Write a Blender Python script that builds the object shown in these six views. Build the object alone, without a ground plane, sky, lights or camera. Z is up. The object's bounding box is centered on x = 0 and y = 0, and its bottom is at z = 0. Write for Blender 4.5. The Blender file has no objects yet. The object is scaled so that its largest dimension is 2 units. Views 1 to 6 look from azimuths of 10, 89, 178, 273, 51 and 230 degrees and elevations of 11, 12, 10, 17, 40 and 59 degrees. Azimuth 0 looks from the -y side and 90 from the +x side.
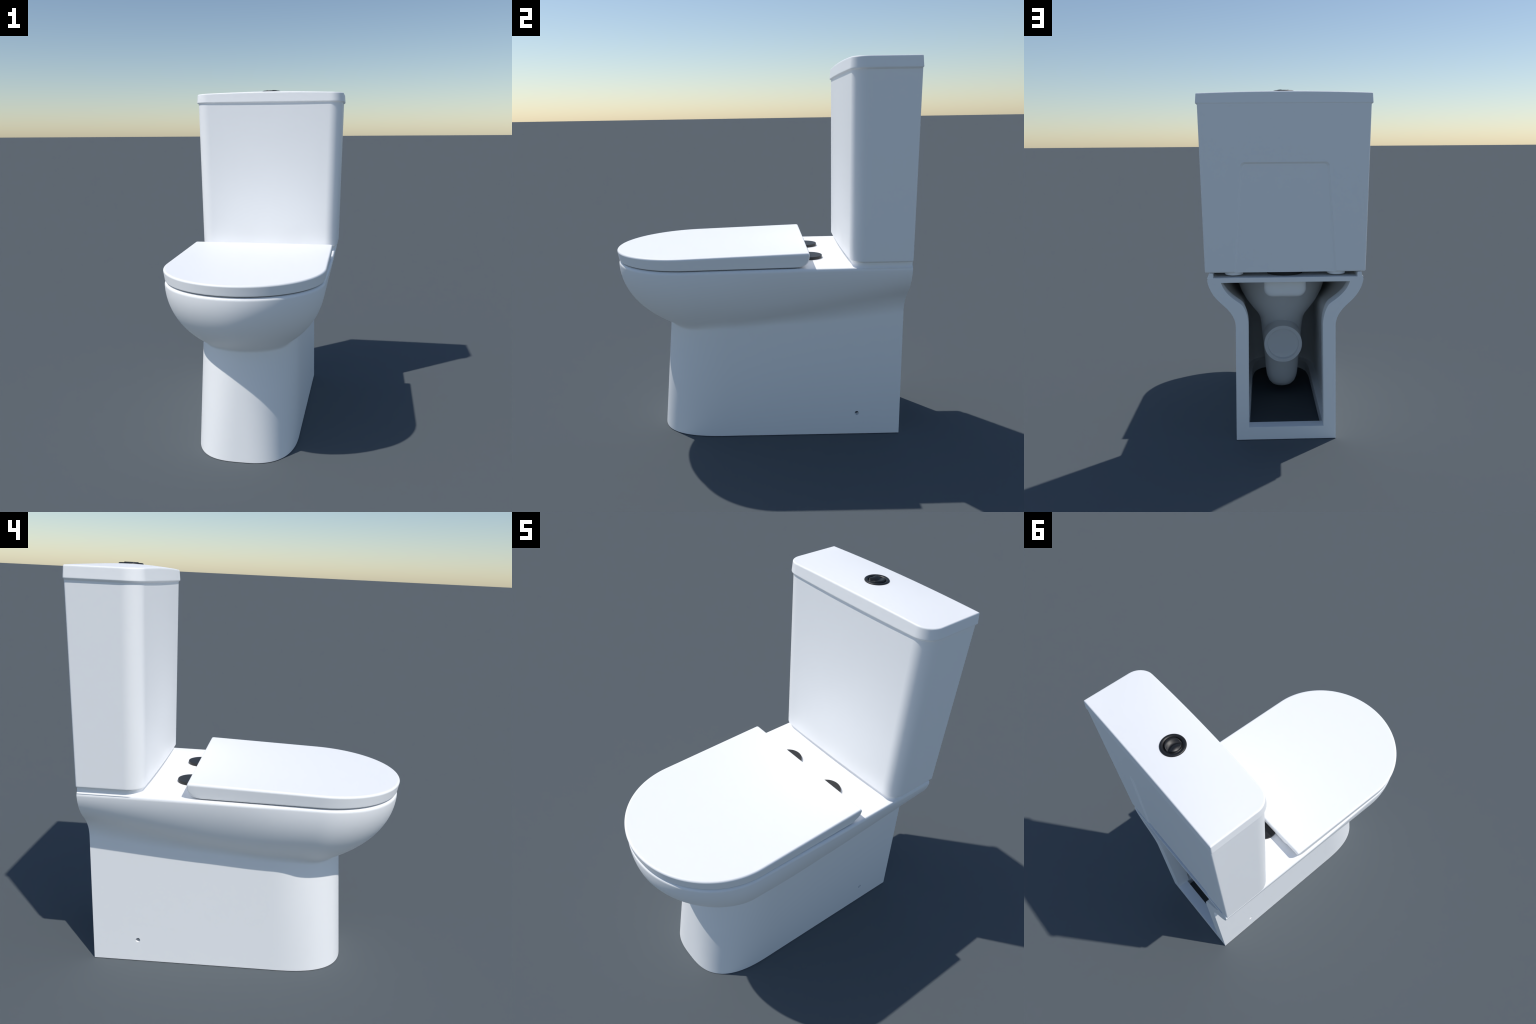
import bpy, bmesh, math
import numpy as np
from mathutils import Vector

# ------------------------------------------------------------------ helpers
def lerp(a, b, t):
    return a + (b - a) * t

def smooth(a, b, v):
    t = min(1.0, max(0.0, (v - a) / (b - a)))
    return t * t * (3 - 2 * t)

def smax(a, b, k):
    """smooth maximum: a concave fillet of size k where two surfaces meet"""
    h = max(k - abs(a - b), 0.0) / k
    return max(a, b) + h * h * k * 0.25

def loft(rows, cap_start=True, cap_end=True, weld=0.0):
    """closed rings of equal length -> skinned bmesh"""
    bm = bmesh.new()
    rings = [[bm.verts.new(p) for p in r] for r in rows]
    n = len(rings[0])
    for a, b in zip(rings, rings[1:]):
        for i in range(n):
            j = (i + 1) % n
            bm.faces.new((a[i], a[j], b[j], b[i]))
    if cap_start:
        bm.faces.new(list(reversed(rings[0])))
    if cap_end:
        bm.faces.new(rings[-1])
    if weld:
        bmesh.ops.remove_doubles(bm, verts=bm.verts, dist=weld)
        bmesh.ops.dissolve_degenerate(bm, dist=weld * 0.5, edges=bm.edges)
    bmesh.ops.recalc_face_normals(bm, faces=bm.faces)
    return bm

def rounded_rect(x0, x1, y0, y1, radii, seg=10, side=14):
    """counter-clockwise rounded rectangle; radii for corners (x1,y1),(x0,y1),(x0,y0),(x1,y0)"""
    corners = [(x1, y1, 0), (x0, y1, 90), (x0, y0, 180), (x1, y0, 270)]
    sx = [-1, 1, 1, -1]
    sy = [-1, -1, 1, 1]
    arcs = []
    for (cx, cy, a0), r, ux, uy in zip(corners, radii, sx, sy):
        r = max(r, 0.0008)
        ox, oy = cx + ux * r, cy + uy * r
        arcs.append([(ox + r * math.cos(math.radians(a0 + 90 * i / seg)),
                      oy + r * math.sin(math.radians(a0 + 90 * i / seg))) for i in range(seg + 1)])
    out = []
    for k in range(4):
        out += arcs[k]
        a, b = arcs[k][-1], arcs[(k + 1) % 4][0]
        length = math.dist(a, b)
        e = min(0.12, 0.006 / length)
        fr = [e] + [e + (1 - 2 * e) * i / side for i in range(1, side)] + [1 - e]
        out += [(lerp(a[0], b[0], f), lerp(a[1], b[1], f)) for f in fr]
    return out

def lathe(profile, seg=72):
    """profile of (radius, height) around the z axis"""
    return loft([[(r * math.cos(2 * math.pi * i / seg), r * math.sin(2 * math.pi * i / seg), z)
                  for i in range(seg)] for r, z in profile])

def finish(name, bm, mat, parent, angle=32, loc=(0, 0, 0)):
    me = bpy.data.meshes.new(name)
    bm.to_mesh(me)
    bm.free()
    me.polygons.foreach_set("use_smooth", [True] * len(me.polygons))
    me.set_sharp_from_angle(angle=math.radians(angle))
    me.materials.append(mat)
    ob = bpy.data.objects.new(name, me)
    ob.location = loc
    bpy.context.scene.collection.objects.link(ob)
    ob.parent = parent
    return ob

def cut(bm, *cutters):
    """boolean difference of bmeshes, returns a new bmesh"""
    def temp(b):
        m = bpy.data.meshes.new("tmp")
        b.to_mesh(m)
        b.free()
        o = bpy.data.objects.new("tmp", m)
        bpy.context.scene.collection.objects.link(o)
        return o
    base = temp(bm)
    obs = [temp(c) for c in cutters]
    for o in obs:
        md = base.modifiers.new("b", "BOOLEAN")
        md.operation, md.solver, md.object = "DIFFERENCE", "EXACT", o
    bpy.context.view_layer.update()
    ev = base.evaluated_get(bpy.context.evaluated_depsgraph_get())
    out = bmesh.new()
    out.from_mesh(ev.to_mesh())
    for o in obs + [base]:
        m = o.data
        bpy.data.objects.remove(o)
        bpy.data.meshes.remove(m)
    return out

# ---------------------------------------------------------------- materials
def material(name, colour, rough, spec=0.5, coat=0.0, mottling=0.0, scale=9.0):
    m = bpy.data.materials.new(name)
    m.use_nodes = True
    nt = m.node_tree
    b = nt.nodes["Principled BSDF"]
    b.inputs["Roughness"].default_value = rough
    b.inputs["Specular IOR Level"].default_value = spec
    b.inputs["Coat Weight"].default_value = coat
    b.inputs["Coat Roughness"].default_value = 0.25
    tc = nt.nodes.new("ShaderNodeTexCoord")
    nz = nt.nodes.new("ShaderNodeTexNoise")
    nz.inputs["Scale"].default_value = scale
    nz.inputs["Detail"].default_value = 3.0
    ramp = nt.nodes.new("ShaderNodeValToRGB")
    for el, k in zip(ramp.color_ramp.elements, (1 - mottling, 1 + mottling)):
        el.color = tuple(min(1, c * k) for c in colour) + (1,)
    nt.links.new(tc.outputs["Object"], nz.inputs["Vector"])
    nt.links.new(nz.outputs["Fac"], ramp.inputs["Fac"])
    nt.links.new(ramp.outputs["Color"], b.inputs["Base Color"])
    return m

PORCELAIN = material("glazed_porcelain", (1.0, 1.0, 1.0), 0.5, mottling=0.004)
SEAT_PLASTIC = material("white_seat_plastic", (1.0, 1.0, 1.0), 0.5, mottling=0.003)
BLACK = material("black_plastic", (0.012, 0.012, 0.013), 0.45, mottling=0.05, scale=60)
RUBBER = material("dark_rubber", (0.03, 0.03, 0.03), 0.7, mottling=0.08, scale=40)

toilet = bpy.data.objects.new("toilet", None)
bpy.context.scene.collection.objects.link(toilet)
toilet["label"] = "white close coupled toilet with closed seat cover and black fittings"
toilet["category"] = "toilet"

# ------------------------------------------------ bowl and pedestal casting
CY = -0.36           # centre line of the rounded bowl front
RIM_Z = 0.956        # where the bowl side ends and the rim rounding starts
DECK_Z = 0.971
RIM_R = DECK_Z - RIM_Z
RIM_B = 0.4055

def rim_half(y):
    """the rim is a little narrower round the bowl than at the cistern"""
    return lerp(0.4265, 0.437, smooth(-0.42, 0.20, y))

RIM_A = rim_half(CY)

def rim_drop(y):
    """the rim falls gently towards the front"""
    return 0.013 * min(1.0, max(0.0, (0.20 - y) / 0.96))

def rear_y(z):
    return 0.753 + 0.011 * z

def column_half(y, z):
    """half width of the pedestal column"""
    a = 0.281 - 0.011 * z
    if y >= -0.15:
        return a + 0.010 * (y + 0.15) / 0.9
    u = (-0.15 - y) / (0.3985 - 0.083 * z)
    n = 2.85 - 1.4 * min(z, 0.6)
    return a * (1 - u ** n) ** (1 / n) if u < 1 else 0.0

def column_radius(th, z):
    """distance from the bowl axis to the column wall, th = 0 at the side, 90 deg at the front"""
    dx, dy = math.cos(th), -math.sin(th)
    lo, hi = 0.0, 0.6
    for _ in range(28):
        m = (lo + hi) / 2
        if abs(m * dx) < column_half(CY + m * dy, z):
            lo = m
        else:
            hi = m
    return lo

def dome(z, depth):
    """elliptic fall-away of the bowl below its rim"""
    q = max(0.0, RIM_Z - z) / depth
    return math.sqrt(1 - q * q) if q < 1 else 0.0

# the flank behind the bowl is an S-curve whose key heights climb towards the rear
FLANK_Y = [-0.24, -0.01, 0.21, 0.44, 0.66, 0.76]
FLANK = [np.polyfit(FLANK_Y, v, 3) for v in (
    [0.768, 0.772, 0.793, 0.836, 0.878, 0.893],      # flank leaning about 27 degrees
    [0.672, 0.678, 0.716, 0.760, 0.802, 0.818],      # steepest undercut
    [0.630, 0.627, 0.634, 0.650, 0.676, 0.688])]     # foot, where it runs into the column

def flank_x(y, z):
    c = column_half(y, z)
    zt, zd, zb = (float(np.polyval(p, y)) for p in FLANK)
    s0, st = 0.13, 0.514
    a0 = (s0 + st) / 2 * (RIM_Z - zt)
    m = (rim_half(y) - c - a0 - st / 2 * (zt - zd)) / ((zt - zd) / 2 + (zd - zb) / 2)
    if z >= zt:
        d = RIM_Z - z
        return rim_half(y) - (s0 * d + (st - s0) * d * d / (2 * (RIM_Z - zt)))
    if z >= zd:
        d = zt - z
        return rim_half(y) - a0 - (st * d + (m - st) * d * d / (2 * (zt - zd)))
    if z >= zb:
        d = z - zb
        return c + m * d * d / (2 * (zd - zb))
    return c

SIDE_DEPTH, FRONT_DEPTH, FOLD = 0.418, 0.369, 0.035

def side_x(y, z):
    e = smax(rim_half(y) * dome(z, lerp(0.405, SIDE_DEPTH, smooth(-0.36, -0.08, y))), column_half(y, z), FOLD)
    b = smooth(-0.36, 0.12, y)
    return e if b == 0 else lerp(e, flank_x(y, z), b)

def front_r(th, z):
    c, s = math.cos(th), math.sin(th)
    n = 2.0 - 0.26 * min(1.0, (RIM_Z - z) / 0.30)
    r = ((c / RIM_A) ** n + (s / RIM_B) ** n) ** (-1 / n)
    return smax(r * dome(z, lerp(0.405, FRONT_DEPTH, s)), column_radius(th, z), FOLD)

def body_ring(z, zi, inset_side, inset_front, yr, n_side=46, n_front=72):
    """ring from the rear right corner round the front to the rear left corner"""
    half = []
    for i in range(n_side):
        f = i / n_side
        y = lerp(yr, CY, f)
        half.append((max(side_x(y, zi) - inset_side(y, zi), 0.002), y))
    for i in range(n_front // 2 + 1):
        th = math.pi * 0.5 * i / (n_front // 2)
        r = max(front_r(th, zi) - lerp(inset_side(CY, zi), inset_front(zi), math.sin(th) ** 2), 0.002)
        half.append((r * math.cos(th), CY - r * math.sin(th)))
    pts = half + [(-x, y) for x, y in reversed(half[:-1])]
    return [(x, y, z - rim_drop(y) * min(1.0, max(0.0, (z - 0.60) / 0.33))) for x, y in pts]

def const(v):
    return (lambda y, z: v), (lambda z: v)

def rim_inset(v):
    """the rim is rounder round the bowl than along the deck"""
    return (lambda y, z: v * lerp(1.0, 0.55, smooth(-0.1, 0.5, y))), (lambda z: v)

levels = list(np.linspace(0, 0.50, 8)) + list(np.linspace(0.515, RIM_Z, 110))
outer = [body_ring(z, z, *const(0.0), rear_y(z)) for z in levels]
for k in range(1, 9):
    a = math.pi * 0.5 * k / 8
    z = RIM_Z + RIM_R * math.sin(a)
    outer.append(body_ring(z, RIM_Z, *rim_inset(RIM_R * (1 - math.cos(a))), rear_y(z)))
outer.append(body_ring(DECK_Z, RIM_Z, *rim_inset(RIM_R + 0.004), rear_y(DECK_Z)))
body = loft(outer)

def wall(t, front):
    def side(y, z):
        slope = (side_x(y, min(z + 0.01, RIM_Z)) - side_x(y, z - 0.01)) / 0.02
        return t * math.sqrt(1 + min(abs(slope), 1.5) ** 2)
    return side, (lambda z: front)

FRAME, SHELL = wall(0.072, 0.088), wall(0.0285, 0.045)
UP = list(np.linspace(0.53, 0.945, 46))
foot_opening = loft([body_ring(z, max(z, 0.0), *FRAME, 0.686, 30, 48) for z in (-0.06, 0.0, 0.04, 0.12)])
hollow = loft([body_ring(z, z, *SHELL, 0.672, 30, 48) for z in [0.077, 0.2, 0.35, 0.5] + UP])

def rear_window(z):
    x = side_x(0.75, z) - FRAME[0](0.75, z)
    return [(x, 0.9, z), (x, 0.60, z), (-x, 0.60, z), (-x, 0.9, z)]
window = loft([rear_window(z) for z in [0.0775, 0.5] + UP[:-1] + [0.9445]])

screw_bore = loft([[(x, 0.522 + 0.0122 * math.cos(2 * math.pi * i / 24), 0.120 + 0.0122 * math.sin(2 * math.pi * i / 24))
                    for i in range(24)] for x in (-0.4, 0.4)])
body = cut(body, foot_opening, hollow, window, screw_bore)

# split the casting at one level into bowl and pedestal, sharing border normals
SPLIT = 0.585
bmesh.ops.bisect_plane(body, geom=body.verts[:] + body.edges[:] + body.faces[:],
                       plane_co=(0, 0, SPLIT), plane_no=(0, 0, 1), dist=1e-5)
bmesh.ops.remove_doubles(body, verts=body.verts, dist=2e-5)
whole = bpy.data.meshes.new("casting")
body.to_mesh(whole)
body.free()
whole.polygons.foreach_set("use_smooth", [True] * len(whole.polygons))
whole.set_sharp_from_angle(angle=math.radians(38))
normals = [tuple(c.vector) for c in whole.corner_normals]

def region(name, keep):
    faces, loops, vmap, verts = [], [], {}, []
    for p in whole.polygons:
        if keep(p.center.z):
            f = []
            for v, li in zip(p.vertices, p.loop_indices):
                if v not in vmap:
                    vmap[v] = len(verts)
                    verts.append(tuple(whole.vertices[v].co))
                f.append(vmap[v])
                loops.append(normals[li])
            faces.append(f)
    me = bpy.data.meshes.new(name)
    me.from_pydata(verts, [], faces)
    me.polygons.foreach_set("use_smooth", [True] * len(me.polygons))
    me.normals_split_custom_set(loops)
    me.materials.append(PORCELAIN)
    ob = bpy.data.objects.new(name, me)
    bpy.context.scene.collection.objects.link(ob)
    ob.parent = toilet
    return ob

bowl = region("bowl", lambda z: z >= SPLIT)
pedestal = region("pedestal", lambda z: z < SPLIT)
bpy.data.meshes.remove(whole)

# ------------------------------ raised ledge on the deck carrying the cistern
def ledge_path(off):
    w, yf, r, yr = 0.428 + off, 0.4715 - off, 0.060 + off, 0.7625
    half = [(w, lerp(yr, yf + r, i / 10)) for i in range(10)]
    half += [(w - r + r * math.cos(math.pi / 2 * i / 14), yf + r - r * math.sin(math.pi / 2 * i / 14)) for i in range(15)]
    half += [(lerp(w - r, 0, i / 8), yf) for i in range(1, 9)]
    return half + [(-x, y) for x, y in reversed(half[:-1])]

prof = [(0.010, 0.9690), (0.0085, 0.9715), (0.0045, 0.9750), (0.0015, 0.9795), (0.0, 0.9850), (0.0, 0.9925), (-0.0015, 0.9965),
        (-0.005, 0.9985), (-0.018, 0.9985), (-0.022, 0.9965), (-0.024, 0.9925), (-0.024, 0.9690)]
paths = [[(x, y, z) for x, y in ledge_path(o)] for o, z in prof]
bm = loft([[p[i] for p in paths] for i in range(len(paths[0]))])
finish("cistern_ledge", bm, PORCELAIN, bowl, 40)

# --------------------------------------------------- trapway inside the foot
def oval(hw, yc, hd, z, n=56, e=2.3):
    out = []
    for i in range(n):
        a = 2 * math.pi * i / n
        c, s = math.cos(a), math.sin(a)
        out.append((hw * math.copysign(abs(c) ** (2 / e), c), yc + hd * math.copysign(abs(s) ** (2 / e), s), z))
    return out

# (height, half width, centre y, half depth)
trap = [(0.046, 0.024, 0.00, 0.025), (0.050, 0.046, 0.00, 0.045), (0.062, 0.070, 0.00, 0.070), (0.085, 0.090, 0.00, 0.090),
        (0.12, 0.104, 0.00, 0.105), (0.18, 0.112, 0.00, 0.115), (0.27, 0.119, 0.00, 0.12), (0.40, 0.130, 0.01, 0.13), (0.50, 0.140, 0.01, 0.14),
        (0.545, 0.147, 0.02, 0.155), (0.575, 0.160, 0.01, 0.18), (0.62, 0.200, -0.01, 0.22), (0.67, 0.240, -0.03, 0.26),
        (0.73, 0.275, -0.05, 0.30), (0.82, 0.305, -0.07, 0.35), (0.9445, 0.320, -0.07, 0.38)]
tz = [t[0] for t in trap]
rows = []
for z in np.concatenate([[0.046, 0.048, 0.050, 0.055, 0.062, 0.070, 0.078], np.linspace(0.085, 0.9445, 60)]):
    rows.append(oval(*[float(np.interp(z, tz, [t[k] for t in trap])) for k in (1, 2, 3)], z))
trapway = finish("trapway", loft(rows), PORCELAIN, toilet, 40)

def tube_y(profile, zc, seg=56):
    return loft([[(r * math.cos(2 * math.pi * i / seg), y, zc + r * math.sin(2 * math.pi * i / seg)) for i in range(seg)]
                 for r, y in profile])

bm = tube_y([(0.122, -0.05), (0.122, 0.312), (0.121, 0.315), (0.101, 0.315), (0.100, 0.314), (0.099, 0.308), (0.098, 0.290), (0.09, 0.290)], 0.438)
finish("outlet_pipe", bm, PORCELAIN, trapway, 30)

box = []
for d, y in ((0.0, 0.20), (0.0, 0.67), (0.004, 0.685), (0.014, 0.696), (0.03, 0.700)):
    box.append([(x, y, z) for x, z in rounded_rect(-0.121 + d, 0.121 - d, 0.838 + d, 0.9446, (0.001, 0.001, 0.05, 0.05), 8, 6)])
finish("water_inlet", loft(box), PORCELAIN, trapway, 40)

# ------------------------------------------------------------------- cistern
def cistern_plan(w, yr, yf, sag, inset, r_front=0.076, r_rear=0.007):
    pts = rounded_rect(-w + inset, w - inset, yf + inset, yr - inset,
                       (r_rear - inset, r_rear - inset, r_front - inset, r_front - inset), 10, 20)
    out = []
    for x, y in pts:
        k = (yr - y) / (yr - yf)
        out.append((x, y - sag * (1 - (x / w) ** 2) * k ** 2))
    return out

def tank_ring(z, inset=0.0):
    t = (z - 1.0) / 0.92
    return [(x, y, z) for x, y in cistern_plan(lerp(0.4490, 0.4665, t), lerp(0.7630, 0.7712, t), lerp(0.4580, 0.4535, t), 0.008, inset)]

T0 = 1.0005
rows = [tank_ring(T0, 0.02), tank_ring(T0, 0.010)]
for k in range(1, 7):
    a = math.pi / 2 * k / 6
    rows.append(tank_ring(T0 + 0.008 * (1 - math.cos(a)), 0.008 * (1 - math.sin(a))))
rows += [tank_ring(z) for z in np.linspace(1.012, 1.925, 12)]
tank = loft(rows)

def panel(y, grow):
    wt, wb, zt = 0.243 + grow, 0.286 + grow, 1.609 + grow
    r = 0.022
    pts = [(wb + 0.02 * 0.07, 0.98)]
    pts += [(wt - r + r * math.cos(math.radians(a)), zt - r + r * math.sin(math.radians(a))) for a in range(0, 91, 10)]
    pts = pts + [(-x, z) for x, z in reversed(pts)]
    return [(x, y + 0.006 * (z - 1.0), z) for x, z in pts]
tank = cut(tank, loft([panel(0.7560, -0.009), panel(0.7565, -0.0086), panel(0.7630, 0.0), panel(0.785, 0.0)]))
cistern = finish("cistern", tank, PORCELAIN, toilet, 25)

# ---------------------------------------------------------------- cistern lid
LW, LYR, LYF, LSAG = 0.4760, 0.7732, 0.4465, 0.010
DOME = 0.0095
def crown(x):
    return 0.0095 * (1 - (x / LW) ** 2)

def lid_ring(z, inset, k=0.0):
    return [(x, y, z + k * crown(x)) for x, y in cistern_plan(LW, LYR, LYF, LSAG, inset, 0.080, 0.008)]

rows = [lid_ring(1.9135, 0.03), lid_ring(1.9135, 0.0075), lid_ring(1.9150, 0.0065), lid_ring(1.9195, 0.0008), lid_ring(1.9215, 0.0),
        lid_ring(1.9245, 0.0003, 0.05), lid_ring(1.945, 0.002, 0.42), lid_ring(1.9620, 0.0034, 0.76), lid_ring(1.9650, 0.0036, 0.8)]
R = 0.0065
for k in range(1, 7):
    a = math.pi / 2 * k / 6
    rows.append(lid_ring(1.9660 + R * math.sin(a), 0.0037 + R * (1 - math.cos(a)), lerp(0.8, 1.0, k / 6)))
rows.append(lid_ring(1.9725, 0.0037 + R + 0.004, 1.0))
BX, BY, BORE = 0.0, 0.608, 0.050
def domed(x, y):
    """gently domed top surface"""
    v = (y - 0.605) / 0.155
    return 1.9725 + crown(x) + DOME * (1 - (x / LW) ** 2) * max(0.0, 1 - v * v)

edge = rows[-1]
for f in np.linspace(0, 1, 17)[1:]:                  # from the lid edge in to the bore for the button
    row = []
    for x, y, z in edge:
        a = math.atan2(y - BY, x - BX)
        px, py = lerp(x, BX + BORE * math.cos(a), f), lerp(y, BY + BORE * math.sin(a), f)
        row.append((px, py, domed(px, py)))
    rows.append(row)
rows.append([(x, y, 1.955) for x, y, z in rows[-1]])
lid = loft(rows)
cistern_lid = finish("cistern_lid", lid, PORCELAIN, toilet, 30)

# --------------------------------------------------------------- flush button
ring = lathe([(0.020, 1.9850), (0.0585, 1.9850), (0.0590, 1.9920), (0.0580, 1.9945), (0.0555, 1.9962), (0.0520, 1.9968), (0.0465, 1.9955),
              (0.0430, 1.9930), (0.0415, 1.9900), (0.0410, 1.9870), (0.020, 1.9870)])
button_ring = finish("flush_button_surround", ring, BLACK, cistern_lid, 50, (BX, BY, 0))

def button_height(x, y):
    r = math.hypot(x, y) / 0.040
    valley = 0.004 - 0.019 * (y / 0.038) ** 2
    if x > valley:                                   # small half: slopes down to the parting line
        h = 1.9905 + 0.0095 * smooth(0.0, 0.026, x - valley)
    else:                                            # large half: a hump beside the parting line
        t = (valley - x) / 0.022
        h = 1.9905 + 0.0095 * math.sin(min(t, 1.9) * math.pi / 2)
    edge = 1 - smooth(0.86, 1.0, r) if r < 1 else 0.0
    return 1.9890 + (h - 1.9890) * edge

bm = bmesh.new()
N, M = 96, 40
centre = bm.verts.new((0, 0, button_height(0, 0)))
prev = None
for j in range(1, M + 1):
    r = 0.0402 * j / M
    cur = [bm.verts.new((r * math.cos(2 * math.pi * i / N), r * math.sin(2 * math.pi * i / N),
                         button_height(r * math.cos(2 * math.pi * i / N), r * math.sin(2 * math.pi * i / N)))) for i in range(N)]
    for i in range(N):
        k = (i + 1) % N
        if prev is None:
            bm.faces.new((centre, cur[i], cur[k]))
        else:
            bm.faces.new((prev[i], cur[i], cur[k], prev[k]))
    prev = cur
low = [bm.verts.new((v.co.x, v.co.y, 1.985)) for v in prev]
for i in range(N):
    k = (i + 1) % N
    bm.faces.new((prev[i], low[i], low[k], prev[k]))
bm.faces.new(list(reversed(low)))
finish("flush_button", bm, BLACK, cistern_lid, 50, (BX, BY, 0))

# ----------------------------------------------------------------- seat cover
SA, SB, SREAR = 0.433, 0.4122, 0.2530
def cover_top(y):
    return 1.0210 + (y + 0.768) * 0.0298

def cover_ring(h, inset, setback=0.0, corner=0.006):
    """h = 0 underside .. 1 top; setback pulls the lower rear corners forward"""
    half = []
    yr = SREAR - inset
    a, b = SA - inset, SB - inset
    for i in range(41):                                # rear edge from the middle outwards
        x = lerp(0, a - corner, i / 40)
        half.append((x, yr - setback * smooth(0.315, 0.345, x)))
    ys = yr - setback
    for i in range(1, 9):
        t = math.pi / 2 * i / 8
        half.append((a - corner + corner * math.sin(t), ys - corner + corner * math.cos(t)))
    y0 = ys - corner
    for i in range(1, 21):
        half.append((a, lerp(y0, CY, i / 20)))
    for i in range(1, 49):
        t = math.pi / 2 * i / 48
        half.append((a * math.cos(t), CY - b * math.sin(t)))
    pts = half + [(-x, y) for x, y in reversed(half[1:-1])]
    return [(x, y, lerp(0.9765 - 0.9 * rim_drop(y), cover_top(y), h)) for x, y in pts]

def heel(h):
    """rounded lower rear corners of the cover"""
    return 0.036 * (1 - math.sqrt(max(0.0, 1 - max(0.0, 1 - h / 0.5) ** 2)))

def heel_corner(h):
    return lerp(0.030, 0.006, min(1.0, h / 0.5))

rows = [cover_ring(0.0, 0.034, heel(0), 0.03)]
profile = [(0.11 * (1 - math.cos(math.pi / 2 * k / 7)), 0.0070 + 0.008 * (1 - math.sin(math.pi / 2 * k / 7))) for k in range(8)]
profile += [(h, 0.0070 * (1 - (h - 0.11) / 0.73)) for h in (0.14, 0.18, 0.23, 0.28, 0.34, 0.41, 0.50, 0.65, 0.80, 0.84)]
rows += [cover_ring(h, d, heel(h), heel_corner(h)) for h, d in profile]
for k in range(1, 8):
    t = math.pi / 2 * k / 7
    rows.append(cover_ring(0.84 + 0.16 * math.sin(t), 0.0095 * (1 - math.cos(t)), 0.0, 0.008))
rows.append(cover_ring(1.0, 0.0135, 0.0, 0.008))
finish("seat_cover", loft(rows), SEAT_PLASTIC, toilet, 35)

# --------------------------------------------------------------------- hinges
hinge_mesh = lathe([(0.02, 0.9695), (0.0705, 0.9695), (0.0708, 0.9835), (0.0700, 0.9848), (0.02, 0.9850)])
hinge = finish("hinge", hinge_mesh, BLACK, toilet, 40, (0.161, 0.270, 0))
h2 = hinge.copy()
h2.location.x = -0.161
bpy.context.scene.collection.objects.link(h2)

# --------------------------------------- gasket and fixings below the cistern
washer = lathe([(0.02, 0.9815), (0.049, 0.9815), (0.052, 0.984), (0.052, 1.0), (0.02, 1.0)], 48)
fixing = finish("fixing_washer", washer, PORCELAIN, cistern, 40, (0.290, 0.695, 0))
f2 = fixing.copy()
f2.location.x = -0.290
bpy.context.scene.collection.objects.link(f2)
gasket = lathe([(0.03, 0.9706), (0.104, 0.9706), (0.106, 0.976), (0.106, 1.0002), (0.03, 1.0002)], 56)
finish("gasket", gasket, RUBBER, cistern, 40, (0.0, 0.610, 0))
